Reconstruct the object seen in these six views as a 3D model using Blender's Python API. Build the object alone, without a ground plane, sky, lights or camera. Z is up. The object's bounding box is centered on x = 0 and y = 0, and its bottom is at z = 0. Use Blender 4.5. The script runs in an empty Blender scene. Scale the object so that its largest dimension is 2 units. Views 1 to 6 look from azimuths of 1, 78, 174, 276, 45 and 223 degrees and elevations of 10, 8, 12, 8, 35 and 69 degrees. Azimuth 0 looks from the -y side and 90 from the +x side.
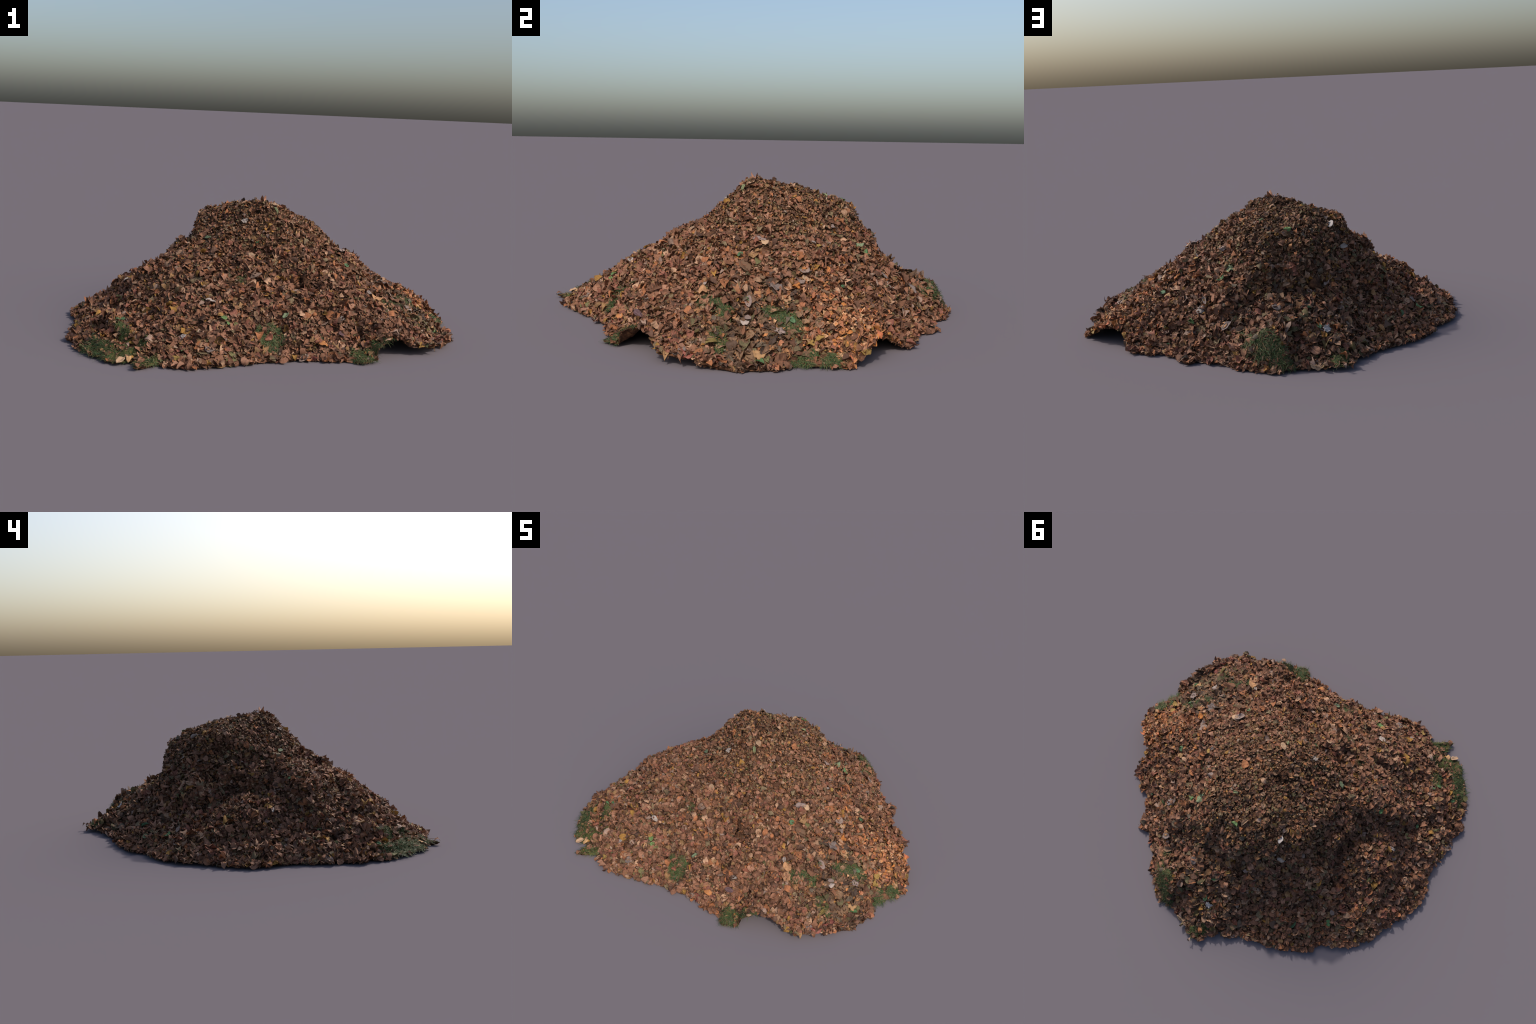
"""A heap of fallen autumn leaves, built as a lofted mound under a skin of curled leaves."""
import bpy, math
import numpy as np
from mathutils import Vector

rng = np.random.default_rng(20241)

# ------------------------------------------------------------------ sizes
AXIS = np.array([-0.05, 0.08])      # where the loft sections meet, on the crown
CM = 0.01

# ------------------------------------------------------------------ the mound: vertical sections
# each section: compass angle (degrees from +x), then profile knots (distance from axis, height) in cm
SECTIONS = []


def section(angle, *knots):
    SECTIONS.append((angle, np.array(knots, float) * CM))


section(  0, (0, 61.5), (4.6, 61.3), (20.1, 55.6), (31, 51.1), (44.9, 39.2), (57.3, 32.3), (62, 26), (75.9, 20.1), (89.8, 8.2), (102.7, 0.9))
section(  9, (0, 61.5), (7.5, 60.5), (19.6, 54.8), (28.6, 52.3), (48.1, 35.8), (52.6, 34.2), (61.7, 25.9), (72.2, 20.6), (87.2, 15.4), (99.8, 5.9))
section( 18, (0, 61.5), (8.2, 60.1), (17.8, 55.3), (28.8, 52.7), (42.5, 38.4), (50.7, 31.2), (63, 21.7), (76.7, 17), (87.7, 7.6), (90.9, 5.5))
section( 27, (0, 61.5), (7.9, 60.1), (17.1, 56.2), (26.3, 54.8), (43.4, 36), (50, 31), (56.5, 24.7), (64.4, 21.3), (74.9, 9.4), (87.2, 1.7))
section( 36, (0, 61.5), (12.2, 58.8), (28, 53.4), (36.6, 44.6), (42.7, 34.9), (53.6, 29.5), (60.9, 21.5), (68.2, 14.5), (76.8, 3.4), (80.8, 0.3))
section( 45, (0, 61.5), (2.4, 61.1), (33.7, 50.8), (40.9, 38.8), (43.3, 35), (54.1, 30.6), (61.4, 18.8), (65, 13.4), (77, 1.8), (79.8, 0.6))
section( 54, (0, 61.5), (15.4, 58.9), (27.2, 55.1), (31.9, 55.1), (43.8, 37.1), (48.5, 31), (53.2, 29.4), (61.5, 21.9), (74.5, 2.8), (78.4, -0.4))
section( 63, (0, 61.5), (13.1, 59.4), (23.8, 55.8), (33.3, 53), (41.6, 41.7), (44, 39.3), (53.5, 26.6), (58.2, 20.5), (70.1, 11.5), (78.8, 0.2))
section( 72, (0, 61.5), (15, 58.7), (23.8, 55.2), (35, 52.1), (42.5, 40.8), (47.6, 35.3), (58.8, 17.8), (61.3, 17), (71.3, 16), (83, 0.8))
section( 81, (0, 61.5), (12.7, 59), (22.9, 55.6), (34.3, 52.7), (43.3, 33.7), (49.6, 26.3), (53.4, 25.4), (59.8, 21.1), (72.5, 15.7), (84.4, 1.7))
section( 90, (0, 61.5), (13.9, 58.5), (18.9, 56.6), (30.2, 54.1), (36.5, 50.9), (42.8, 35.3), (47.8, 25.5), (59.2, 21.4), (79.3, 3.9), (83.5, 0.5))
section( 99, (0, 61.5), (29.9, 53.9), (35.1, 50.4), (39, 48.4), (44.3, 31.4), (46.9, 26.4), (50.8, 24.5), (65.1, 14.3), (78.1, 7.7), (86.3, 2.2))
section(108, (0, 61.5), (26.4, 55.2), (38.4, 44.5), (44.4, 28.6), (46.8, 25.5), (49.2, 23.9), (60.1, 14.5), (69.7, 9.3), (75.7, 3.9), (79.7, 1.2))
section(117, (0, 61.5), (24.2, 56.3), (29.9, 52.8), (34.5, 48.1), (38, 44.9), (44.9, 29.8), (51.8, 19.4), (56.4, 12.6), (61, 8.4), (76.4, 1.4))
section(126, (0, 61.5), (23.2, 57), (29, 53.6), (31.3, 51.4), (40.6, 40.4), (44.1, 34.4), (49.9, 22.8), (56.8, 12), (60.3, 8.8), (76.9, 1.3))
section(135, (0, 61.5), (21.7, 57.9), (26.5, 55.4), (33.7, 48.9), (42.1, 35.2), (49.3, 18), (52.9, 15.1), (55.3, 14.6), (66.2, 10.2), (79.8, 1.6))
section(144, (0, 61.5), (20.7, 58.5), (30.4, 53.3), (35.3, 47.9), (41.4, 37.9), (48.7, 26.7), (58.5, 13.5), (60.9, 12), (70.6, 9.1), (80.8, 1.6))
section(153, (0, 61.5), (16.3, 59.3), (33.8, 52.1), (41.3, 37.8), (47.5, 34.5), (50, 31.8), (61.3, 13.3), (65, 10), (72.5, 6.6), (83, 1.3))
section(162, (0, 61.5), (13.1, 60.2), (18.4, 58.1), (30.2, 55.2), (38.1, 37.3), (40.7, 33.5), (48.6, 28.8), (65.7, 11.9), (76.2, 9.8), (87.1, 1.2))
section(171, (0, 61.5), (13.3, 60.2), (20, 56.9), (26.6, 56.1), (35.9, 39.6), (54.6, 19.1), (69.2, 13.4), (74.6, 12.2), (85.2, 4.5), (88.3, 1.1))
section(180, (0, 61.5), (9.6, 60.8), (20.6, 56.7), (27.5, 54.9), (34.4, 41.3), (37.1, 38.4), (50.9, 24.4), (64.6, 20.4), (70.1, 15.7), (91.2, 0.9))
section(189, (0, 61.5), (7.1, 61.1), (19.9, 56.5), (27, 53.6), (31.3, 47.4), (42.6, 26.7), (59.7, 25.2), (66.8, 21.9), (78.1, 10.9), (94.2, 1.3))
section(198, (0, 61.5), (7, 61.3), (15.5, 57.9), (28.1, 50.6), (47.8, 27.2), (56.3, 23.5), (61.9, 24.8), (73.1, 12.9), (87.2, 6), (93.3, 1.1))
section(207, (0, 61.5), (2.9, 61.8), (20.3, 54.5), (29, 47.8), (36.3, 43.5), (46.5, 34.6), (55.2, 29.6), (69.7, 17.1), (88.6, 7.6), (96.3, 0.8))
section(216, (0, 61.5), (6.2, 61.4), (34.1, 44.6), (37.2, 44), (45, 40), (63.6, 31.9), (76, 14.5), (79.1, 11.9), (93.1, 7.7), (102.9, 0.9))
section(225, (0, 61.5), (3.3, 62), (17.9, 55.8), (32.6, 44.4), (58.7, 35.1), (75, 15.9), (91.3, 13.1), (94.5, 10.8), (102.7, 2.7), (108.1, 1.3))
section(234, (0, 61.5), (3.4, 62.1), (13.5, 59.6), (20.2, 54.1), (28.6, 49), (35.3, 43.6), (58.9, 32.1), (74, 16.4), (94.2, 10.4), (111.6, 1.1))
section(243, (0, 61.5), (11.6, 61.4), (23.3, 52), (26.6, 51.2), (41.5, 37.2), (51.5, 35.2), (59.8, 27), (68.1, 24.6), (98, 6), (110.2, 1))
section(252, (0, 61.5), (6.3, 62.2), (14.3, 61), (20.6, 55.1), (25.4, 51.3), (42.8, 35.6), (46, 35), (69.8, 23.3), (79.3, 16.4), (105.3, 0.6))
section(261, (0, 61.5), (11.8, 62.6), (22, 54.1), (25, 51.7), (35.3, 40.7), (45.6, 37.7), (54.4, 29.2), (76.4, 17.2), (89.7, 5.2), (97.5, 0.8))
section(270, (0, 61.5), (10.8, 63.6), (14.9, 61.8), (20.3, 55.6), (25.7, 51.2), (33.8, 40.8), (40.6, 38.6), (58.2, 26), (67.7, 21.2), (89.8, 0.6))
section(279, (0, 61.5), (11.5, 63.6), (14.1, 62.8), (20.5, 56.5), (23.1, 53.8), (34.6, 39.9), (64.1, 21.3), (67.9, 17.4), (76.9, 6.2), (85, 0.6))
section(288, (0, 61.5), (12.7, 63.6), (24.1, 53.8), (35.5, 40.3), (38, 38.5), (49.4, 29.1), (55.8, 26.6), (74.8, 14.6), (79.8, 6.4), (84.1, 0.8))
section(297, (0, 61.5), (12.1, 63.7), (22.9, 56.3), (29.6, 49.7), (37.7, 40.4), (40.4, 39.4), (51.1, 27.1), (65.9, 24.5), (72.6, 14.8), (89.2, 0.4))
section(306, (0, 61.5), (10.1, 63.1), (28.9, 52.5), (39, 41.4), (44.8, 37.7), (52, 27.9), (63.6, 26.8), (75.2, 17.5), (79.5, 8.5), (95.9, 1.6))
section(315, (0, 61.5), (11.6, 62.7), (14.5, 62.2), (26.2, 54.7), (42.2, 40.8), (55.3, 30.8), (64, 26.3), (80, 16.7), (93.1, 11), (96.5, 8.7))
section(324, (0, 61.5), (9.3, 62.1), (15.5, 61.6), (23.3, 56.4), (27.9, 53.4), (49.6, 36), (72.9, 22.1), (89.9, 12.4), (99.2, 6.4), (102.8, 4.7))
section(333, (0, 61.5), (3.2, 61.7), (17.7, 60.6), (22.5, 56.5), (25.7, 54.6), (56.3, 32.3), (72.4, 23.3), (98.1, 7), (103, 3.8), (106.7, 2.1))
section(342, (0, 61.5), (11.2, 60.8), (32, 50.5), (38.4, 44.9), (52.9, 37.3), (59.3, 29.9), (89.7, 9), (99.3, -0.5), (102.5, -3.3), (106.2, -1.2))
section(351, (0, 61.5), (3.1, 61.5), (29.4, 52.3), (44.9, 40), (51.1, 36.8), (71.2, 22.2), (82, 14.8), (86.7, 10.6), (91.3, 8.4), (102.7, 0.6))
OUTLINE = [
    (-179, 92.1, 1.5),
    (-171, 95.1, 1.5),
    (-166, 94.1, 1.4),
    (-161, 92.3, 1.4),
    (-156, 93.4, 1.3),
    (-149, 99.4, 1.2),
    (-145, 102.2, 1.2),
    (-141, 106.3, 1.2),
    (-138, 105.3, 1.2),
    (-135, 108.9, 1.2),
    (-128, 111.3, 1.1),
    (-123, 112.6, 1.1),
    (-120, 112.5, 1.1),
    (-117, 106.4, 1.1),
    (-114, 112.9, 1.1),
    (-114, 114.9, 1.2),
    (-111, 104.9, 1),
    (-108, 104.4, 1),
    (-103, 101.5, 1),
    (-97, 95.6, 1),
    (-92, 90.5, 1),
    (-83, 85.2, 0.9),
    (-74, 82.9, 0.9),
    (-68, 84.9, 0.8),
    (-62, 89.5, 0.8),
    (-58, 92, 0.8),
    (-57, 99.9, 0.4),
    (-57, 97.5, 0.9),
    (-51, 97.2, 0.7),
    (-51, 96.7, 5.6),
    (-47, 94.8, 8.8),
    (-44, 95.3, 10),
    (-41, 97.8, 7.8),
    (-39, 99.9, 4.5),
    (-37, 102, 4.2),
    (-36, 103.8, 4.6),
    (-35, 106, 4.3),
    (-30, 106.2, 3.5),
    (-25, 107.3, 3),
    (-19, 107, 0.8),
    (-11, 104.2, 0.6),
    (-6, 100.2, 0.7),
    (0, 102.9, 0.9),
    (1, 103.5, 0.6),
    (5, 104.4, 0.8),
    (8, 101.4, 4.6),
    (11, 98.7, 7),
    (13, 96, 8.5),
    (16, 91.4, 8.2),
    (19, 88.9, 5.5),
    (23, 88.7, 2.5),
    (27, 89, 1),
    (36, 79.8, 1),
    (43, 77.9, 0.9),
    (49, 82.7, 0.9),
    (54, 76.5, 0.9),
    (60, 76.9, 0.9),
    (68, 81.4, 0.9),
    (73, 83.2, 0.8),
    (79, 86, 0.8),
    (86, 82.7, 0.8),
    (92, 83, 1.2),
    (97, 87, 1.6),
    (99, 89, 2),
    (102, 88.3, 3),
    (102, 85.5, 2),
    (108, 77.6, 2),
    (115, 76.3, 1.5),
    (124, 75.9, 1.5),
    (133, 79.5, 1.5),
    (141, 81.4, 1.5),
    (149, 80.2, 1.5),
    (157, 85.5, 1.5),
    (167, 88.7, 1.5),
    (173, 87.6, 1.5),
]

# ------------------------------------------------------------------ small maths
def pchip(xk, yk, x):
    """Monotone cubic through the knots of one profile."""
    h = np.diff(xk)
    m = np.diff(yk) / h
    t = np.zeros(len(xk))
    t[0], t[-1] = m[0], m[-1]
    for i in range(1, len(xk) - 1):
        if m[i - 1] * m[i] > 0:
            w1, w2 = 2 * h[i] + h[i - 1], h[i] + 2 * h[i - 1]
            t[i] = (w1 + w2) / (w1 / m[i - 1] + w2 / m[i])
    i = np.clip(np.searchsorted(xk, x) - 1, 0, len(h) - 1)
    u = (x - xk[i]) / h[i]
    return ((1 + 2 * u) * (1 - u) ** 2 * yk[i] + u * (1 - u) ** 2 * h[i] * t[i]
            + u * u * (3 - 2 * u) * yk[i + 1] + u * u * (u - 1) * h[i] * t[i + 1])


def value_noise(p, seed=0):
    """Smooth 3D value noise in -1..1 for an (n,3) array."""
    f = np.floor(p).astype(np.int64)
    w = p - f
    w = w * w * (3 - 2 * w)
    out = np.zeros(len(p))
    for dx in (0, 1):
        for dy in (0, 1):
            for dz in (0, 1):
                k = ((f[:, 0] + dx) * 374761393 + (f[:, 1] + dy) * 668265263
                     + (f[:, 2] + dz) * 2147483647 + seed * 1274126177) & 0xFFFFFFFF
                k = ((k ^ (k >> 13)) * 1274126177) & 0xFFFFFFFF
                k = (k ^ (k >> 16)) & 0xFFFF
                g = k / 32767.5 - 1
                out += g * (w[:, 0] if dx else 1 - w[:, 0]) * (w[:, 1] if dy else 1 - w[:, 1]) \
                    * (w[:, 2] if dz else 1 - w[:, 2])
    return out


def fbm(p, octaves=3, seed=0):
    return sum(value_noise(p * 2 ** o, seed + o) / 2 ** o for o in range(octaves))


# ------------------------------------------------------------------ the mound surface
NA, NR = 720, 150
ang = np.arange(NA) * 2 * math.pi / NA
deg = np.degrees(ang)
OUT = np.array(OUTLINE, float)
oa, orr, oz = OUT[:, 0] % 360, OUT[:, 1] * CM, OUT[:, 2] * CM
o = np.argsort(oa)
rim_r = np.interp(deg, oa[o], orr[o], period=360)
rim_z = np.interp(deg, oa[o], oz[o], period=360)
# ragged hem
hem = np.stack([np.cos(ang), np.sin(ang), np.zeros(NA)], 1)
rim_r = rim_r - 0.021 + 0.006 * value_noise(hem * 16, 3) + 0.009 * value_noise(hem * 45, 4) + 0.022 * np.clip(value_noise(hem * 70, 5) - 0.45, 0, 1)

S = np.linspace(0, 1, NR) ** 0.85
sec_a = np.array([s[0] for s in SECTIONS], float)
sec_R = np.array([s[1][-1, 0] for s in SECTIONS])
sec_z = np.array([pchip(k[:, 0] / k[-1, 0], k[:, 1], S) for _, k in SECTIONS])
nsec = len(SECTIONS)
step = 360 / nsec


def around(rows):
    """Catmull-Rom loft of section rows round the axis, one row per output angle."""
    q = deg / step
    i = np.floor(q).astype(int)
    u = (q - i)[:, None] if rows.ndim == 2 else q - i
    p0, p1, p2, p3 = (rows[(i + d) % nsec] for d in (-1, 0, 1, 2))
    return 0.5 * (2 * p1 + (p2 - p0) * u + (2 * p0 - 5 * p1 + 4 * p2 - p3) * u ** 2
                  + (3 * p1 - p0 - 3 * p2 + p3) * u ** 3)


loft_z = around(sec_z)
loft_R = around(sec_R)
rr = rim_r[:, None] * S[None, :]
zz = np.empty_like(rr)
for a in range(NA):
    zz[a] = np.interp(rr[a] / loft_R[a], S, loft_z[a])
    # near the hem the sheet runs down (or curls up) to the outline's own height
    blend = np.clip((rr[a] - (rim_r[a] - 0.07)) / 0.07, 0, 1) ** 2
    zz[a] += blend * (rim_z[a] - zz[a][-1])
X = AXIS[0] + rr * np.cos(ang)[:, None]
Y = AXIS[1] + rr * np.sin(ang)[:, None]
surf = np.stack([X, Y, zz], 2)                     # the skin the leaf tops lie on


def grid_normals(g):
    da = np.roll(g, -1, 0) - np.roll(g, 1, 0)
    dr = np.gradient(g, axis=1)
    n = np.cross(dr, da)
    l = np.linalg.norm(n, axis=2, keepdims=True)
    n = n / np.maximum(l, 1e-12)
    n[:, 0] = (0, 0, 1)
    return n


nrm = grid_normals(surf)
# ------------------------------------------------------------------ creases, hollows and undercut pockets
# each: polyline on the plan, depth, half width (metres); a low lip stands along both sides
CREASES = [
    ([(-0.40, 0.30), (-0.40, 0.20), (-0.39, 0.09), (-0.38, -0.03), (-0.35, -0.09)], 0.012, 0.024),   # under the summit knob
    ([(-0.43, 0.14), (-0.437, 0.04), (-0.43, -0.04)], -0.030, 0.022),                               # jutting edge of the shelf
    ([(-0.52, 0.43), (-0.57, 0.31), (-0.57, 0.21), (-0.52, 0.12), (-0.49, 0.03), (-0.52, -0.08)], 0.030, 0.034),  # hollow above the hump
    ([(-0.64, -0.27), (-0.70, -0.33), (-0.79, -0.28), (-0.83, -0.20)], 0.022, 0.030),                # round the hump
    ([(-0.83, 0.25), (-0.84, 0.15), (-0.84, 0.08), (-0.82, -0.02), (-0.82, -0.12)], 0.018, 0.030),
    ([(-0.74, -0.57), (-0.70, -0.63), (-0.65, -0.70), (-0.58, -0.74), (-0.53, -0.77)], 0.034, 0.024),  # cave over the mossy toe
    ([(-0.18, -0.27), (-0.11, -0.265), (-0.03, -0.255), (0.04, -0.265)], 0.022, 0.024),              # foot of the knob
    ([(0.08, -0.27), (0.19, -0.26)], 0.012, 0.022),
    ([(-0.14, -0.34), (-0.19, -0.345), (-0.25, -0.33)], 0.020, 0.026),
    ([(-0.47, -0.12), (-0.55, -0.18), (-0.61, -0.22)], 0.018, 0.026),
    ([(0.01, 0.84), (-0.01, 0.80)], 0.032, 0.028),
    ([(0.14, 0.55), (0.05, 0.56), (-0.07, 0.54), (-0.18, 0.53)], 0.022, 0.028),
    ([(0.50, 0.51), (0.55, 0.47)], 0.018, 0.024),
    ([(0.40, -0.56), (0.46, -0.55), (0.52, -0.53)], 0.016, 0.024),
    ([(0.08, -0.28), (0.11, -0.34), (0.20, -0.37), (0.30, -0.40), (0.38, -0.47), (0.44, -0.53)], 0.018, 0.030),  # front gully
    ([(-0.47, -0.47), (-0.32, -0.44), (-0.17, -0.42), (-0.05, -0.44)], 0.015, 0.026),
    ([(0.21, -0.09), (0.24, -0.05), (0.27, -0.01)], 0.020, 0.022),
    ([(0.30, 0.30), (0.40, 0.24), (0.53, 0.19)], 0.013, 0.024),
]


def crease_depth(x, y):
    z = np.zeros_like(x)
    wob = 0.010 * value_noise(np.stack([x, y, 0 * x], -1).reshape(-1, 3) * 28, 9).reshape(x.shape)
    for line, depth, w in CREASES:
        d = np.full(x.shape, 9.0)
        for (ax, ay), (bx, by) in zip(line[:-1], line[1:]):
            t = np.clip(((x - ax) * (bx - ax) + (y - ay) * (by - ay)) / ((bx - ax) ** 2 + (by - ay) ** 2), 0, 1)
            d = np.minimum(d, np.hypot(x - ax - t * (bx - ax), y - ay - t * (by - ay)))
        d = d + wob
        z += -0.85 * depth * np.exp(-(d / w) ** 2) + 0.35 * depth * np.exp(-((d - 2.0 * w) / w) ** 2)
    return z


TUFTS = [(0.13, 0.81, 0.055), (0.13, 0.80, 0.04), (0.50, -0.70, 0.05), (0.57, -0.64, 0.04), (0.95, 0.08, 0.04), (0.94, -0.01, 0.035), (-0.75, -0.73, 0.05),
         (-0.64, -0.82, 0.05), (-0.49, -0.93, 0.05), (0.06, -0.66, 0.045), (0.79, -0.02, 0.03), (0.61, -0.33, 0.03), (-0.18, 0.90, 0.045)]
for tx, ty, tr in TUFTS:                           # turf stands up in cushions
    hump = np.exp(-((surf[..., 0] - tx) ** 2 + (surf[..., 1] - ty) ** 2) / tr ** 2)
    surf = surf + nrm * (0.008 * hump)[..., None]
surf = surf + nrm * crease_depth(surf[..., 0], surf[..., 1])[..., None]
nrm = grid_normals(surf)
# lumps: heaped handfuls a few centimetres wide
flat = surf.reshape(-1, 3)
edge_fade = np.clip((1 - S) / 0.08, 0, 1)[None, :]
lump = (0.0060 * fbm(flat * 19, 2, 11) + 0.0055 * fbm(flat * 46, 2, 12)).reshape(NA, NR)
lump = lump * edge_fade
lump[:, 0] = lump[0, 0]
# pits between bunches of leaves
pit = np.clip(value_noise(flat * 33, 15) - 0.30, 0, 0.3) * np.clip(0.5 + value_noise(flat * 7, 16), 0, 1)
lump = lump - 0.055 * pit.reshape(NA, NR) * edge_fade
lump = lump - 0.006 * np.clip((1 - S) / 0.03, 0, 1)[None, :]      # the leaves' own thickness
lump[:, 0] = lump[0, 0]
surf = surf + nrm * lump[:, :, None]
nrm = grid_normals(surf)

# ------------------------------------------------------------------ materials
def lin(c, mute=0.0):
    """sRGB 0-255 colour to linear, optionally pulled towards its own grey."""
    grey = 0.3 * c[0] + 0.59 * c[1] + 0.11 * c[2]
    c = tuple(v + (grey - v) * mute for v in c)
    return tuple(((v / 255) / 12.92 if v / 255 <= 0.04045 else ((v / 255 + 0.055) / 1.055) ** 2.4) for v in c) + (1,)


def material(name, palette, random_from='ISLAND', rough=0.75, mottling=0.28, grain=140.0,
             translucency=0.08, gain=0.79, mute=0.12):
    """Dry leaf: a random colour per leaf out of a palette, mottled by noise, a little light through it."""
    m = bpy.data.materials.new(name)
    m.use_nodes = True
    nt = m.node_tree
    nt.nodes.clear()
    N = nt.nodes.new
    out = N('ShaderNodeOutputMaterial')
    bsdf = N('ShaderNodeBsdfPrincipled')
    bsdf.inputs['Roughness'].default_value = rough
    bsdf.inputs['Specular IOR Level'].default_value = 0.25
    if random_from == 'ISLAND':
        g = N('ShaderNodeNewGeometry')
        rnd = g.outputs['Random Per Island']
    else:
        g = N('ShaderNodeObjectInfo')
        rnd = g.outputs['Random']
    ramp = N('ShaderNodeValToRGB')
    ramp.color_ramp.interpolation = 'CONSTANT'
    total = sum(w for _, w in palette)
    pos = 0.0
    els = ramp.color_ramp.elements
    for i, (c, w) in enumerate(palette):
        e = els[i] if i < 2 else els.new(pos)
        e.position = pos
        e.color = lin(c, mute)
        pos += w / total
    nt.links.new(rnd, ramp.inputs['Fac'])
    # second random: brightness of each leaf
    wn = N('ShaderNodeTexWhiteNoise')
    wn.noise_dimensions = '1D'
    mul = N('ShaderNodeMath')
    mul.operation = 'MULTIPLY'
    mul.inputs[1].default_value = 917.3
    nt.links.new(rnd, mul.inputs[0])
    nt.links.new(mul.outputs[0], wn.inputs['W'])
    mr = N('ShaderNodeMapRange')
    mr.inputs['To Min'].default_value = 0.76 * gain
    mr.inputs['To Max'].default_value = 1.24 * gain
    nt.links.new(wn.outputs['Value'], mr.inputs['Value'])
    # mottling
    tc = N('ShaderNodeTexCoord')
    noi = N('ShaderNodeTexNoise')
    noi.inputs['Scale'].default_value = grain
    noi.inputs['Detail'].default_value = 4
    nt.links.new(tc.outputs['Object'], noi.inputs['Vector'])
    mr2 = N('ShaderNodeMapRange')
    mr2.inputs['From Min'].default_value = 0.3
    mr2.inputs['From Max'].default_value = 0.7
    mr2.inputs['To Min'].default_value = 1 - mottling
    mr2.inputs['To Max'].default_value = 1 + mottling
    nt.links.new(noi.outputs['Fac'], mr2.inputs['Value'])
    mm = N('ShaderNodeMath')
    mm.operation = 'MULTIPLY'
    nt.links.new(mr.outputs[0], mm.inputs[0])
    nt.links.new(mr2.outputs[0], mm.inputs[1])
    vm = N('ShaderNodeVectorMath')
    vm.operation = 'SCALE'
    nt.links.new(ramp.outputs['Color'], vm.inputs[0])
    nt.links.new(mm.outputs[0], vm.inputs['Scale'])
    col = vm.outputs[0]
    nt.links.new(col, bsdf.inputs['Base Color'])
    bump = N('ShaderNodeBump')
    bump.inputs['Strength'].default_value = 0.35
    bump.inputs['Distance'].default_value = 0.002
    nt.links.new(noi.outputs['Fac'], bump.inputs['Height'])
    nt.links.new(bump.outputs[0], bsdf.inputs['Normal'])
    if translucency > 0:
        tr = N('ShaderNodeBsdfTranslucent')
        nt.links.new(col, tr.inputs['Color'])
        mix = N('ShaderNodeMixShader')
        mix.inputs[0].default_value = translucency
        nt.links.new(bsdf.outputs[0], mix.inputs[1])
        nt.links.new(tr.outputs[0], mix.inputs[2])
        nt.links.new(mix.outputs[0], out.inputs[0])
    else:
        nt.links.new(bsdf.outputs[0], out.inputs[0])
    return m


def ground_material(name, dark, light, third, scale=60.0):
    """Soil, crumb and moss grounds: three colours broken up by noise."""
    m = bpy.data.materials.new(name)
    m.use_nodes = True
    nt = m.node_tree
    b = nt.nodes['Principled BSDF']
    b.inputs['Roughness'].default_value = 0.9
    b.inputs['Specular IOR Level'].default_value = 0.15
    N = nt.nodes.new
    tc = N('ShaderNodeTexCoord')
    n1 = N('ShaderNodeTexNoise')
    n1.inputs['Scale'].default_value = scale
    n1.inputs['Detail'].default_value = 6
    n1.inputs['Roughness'].default_value = 0.65
    nt.links.new(tc.outputs['Object'], n1.inputs['Vector'])
    r = N('ShaderNodeValToRGB')
    e = r.color_ramp.elements
    e[0].position, e[0].color = 0.33, lin(dark)
    e[1].position, e[1].color = 0.52, lin(light)
    e.new(0.68).color = lin(third)
    nt.links.new(n1.outputs['Fac'], r.inputs['Fac'])
    nt.links.new(r.outputs['Color'], b.inputs['Base Color'])
    bu = N('ShaderNodeBump')
    bu.inputs['Strength'].default_value = 0.6
    bu.inputs['Distance'].default_value = 0.004
    nt.links.new(n1.outputs['Fac'], bu.inputs['Height'])
    nt.links.new(bu.outputs[0], b.inputs['Normal'])
    return m


# palettes: (sRGB, share)
BROWN = [((150, 100, 74), 16), ((134, 88, 62), 16), ((165, 116, 90), 12), ((112, 74, 54), 14), ((92, 64, 50), 10),
         ((172, 104, 62), 7), ((184, 142, 110), 7), ((142, 84, 66), 8), ((150, 112, 70), 5), ((160, 132, 116), 2),
         ((122, 106, 76), 4), ((170, 122, 48), 2), ((104, 106, 62), 0.6)]
ORANGE = [((196, 122, 74), 16), ((206, 130, 66), 10), ((184, 112, 76), 14), ((214, 158, 112), 12), ((150, 96, 66), 12),
          ((218, 128, 48), 8), ((226, 176, 126), 7), ((202, 104, 62), 6), ((200, 150, 60), 4), ((124, 80, 56), 8)]
DARK = [((112, 82, 60), 16), ((96, 72, 56), 14), ((132, 100, 74), 14), ((82, 64, 54), 10), ((148, 112, 82), 9),
        ((160, 106, 70), 7), ((104, 90, 74), 6), ((110, 100, 66), 5), ((178, 122, 76), 5), ((98, 82, 44), 3)]
CRUMB = [((132, 90, 62), 16), ((112, 76, 54), 14), ((148, 104, 74), 12), ((92, 66, 48), 10), ((128, 104, 66), 9),
         ((160, 122, 86), 7), ((150, 92, 52), 8), ((108, 98, 62), 6), ((146, 122, 104), 4), ((100, 100, 62), 1),
         ((172, 116, 50), 3)]


def closer(palette, mean, share):
    """Draw every colour of a palette towards its mean, so neighbours match better."""
    return [(tuple(v + (m - v) * share for v, m in zip(c, mean)), w) for c, w in palette]


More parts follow.
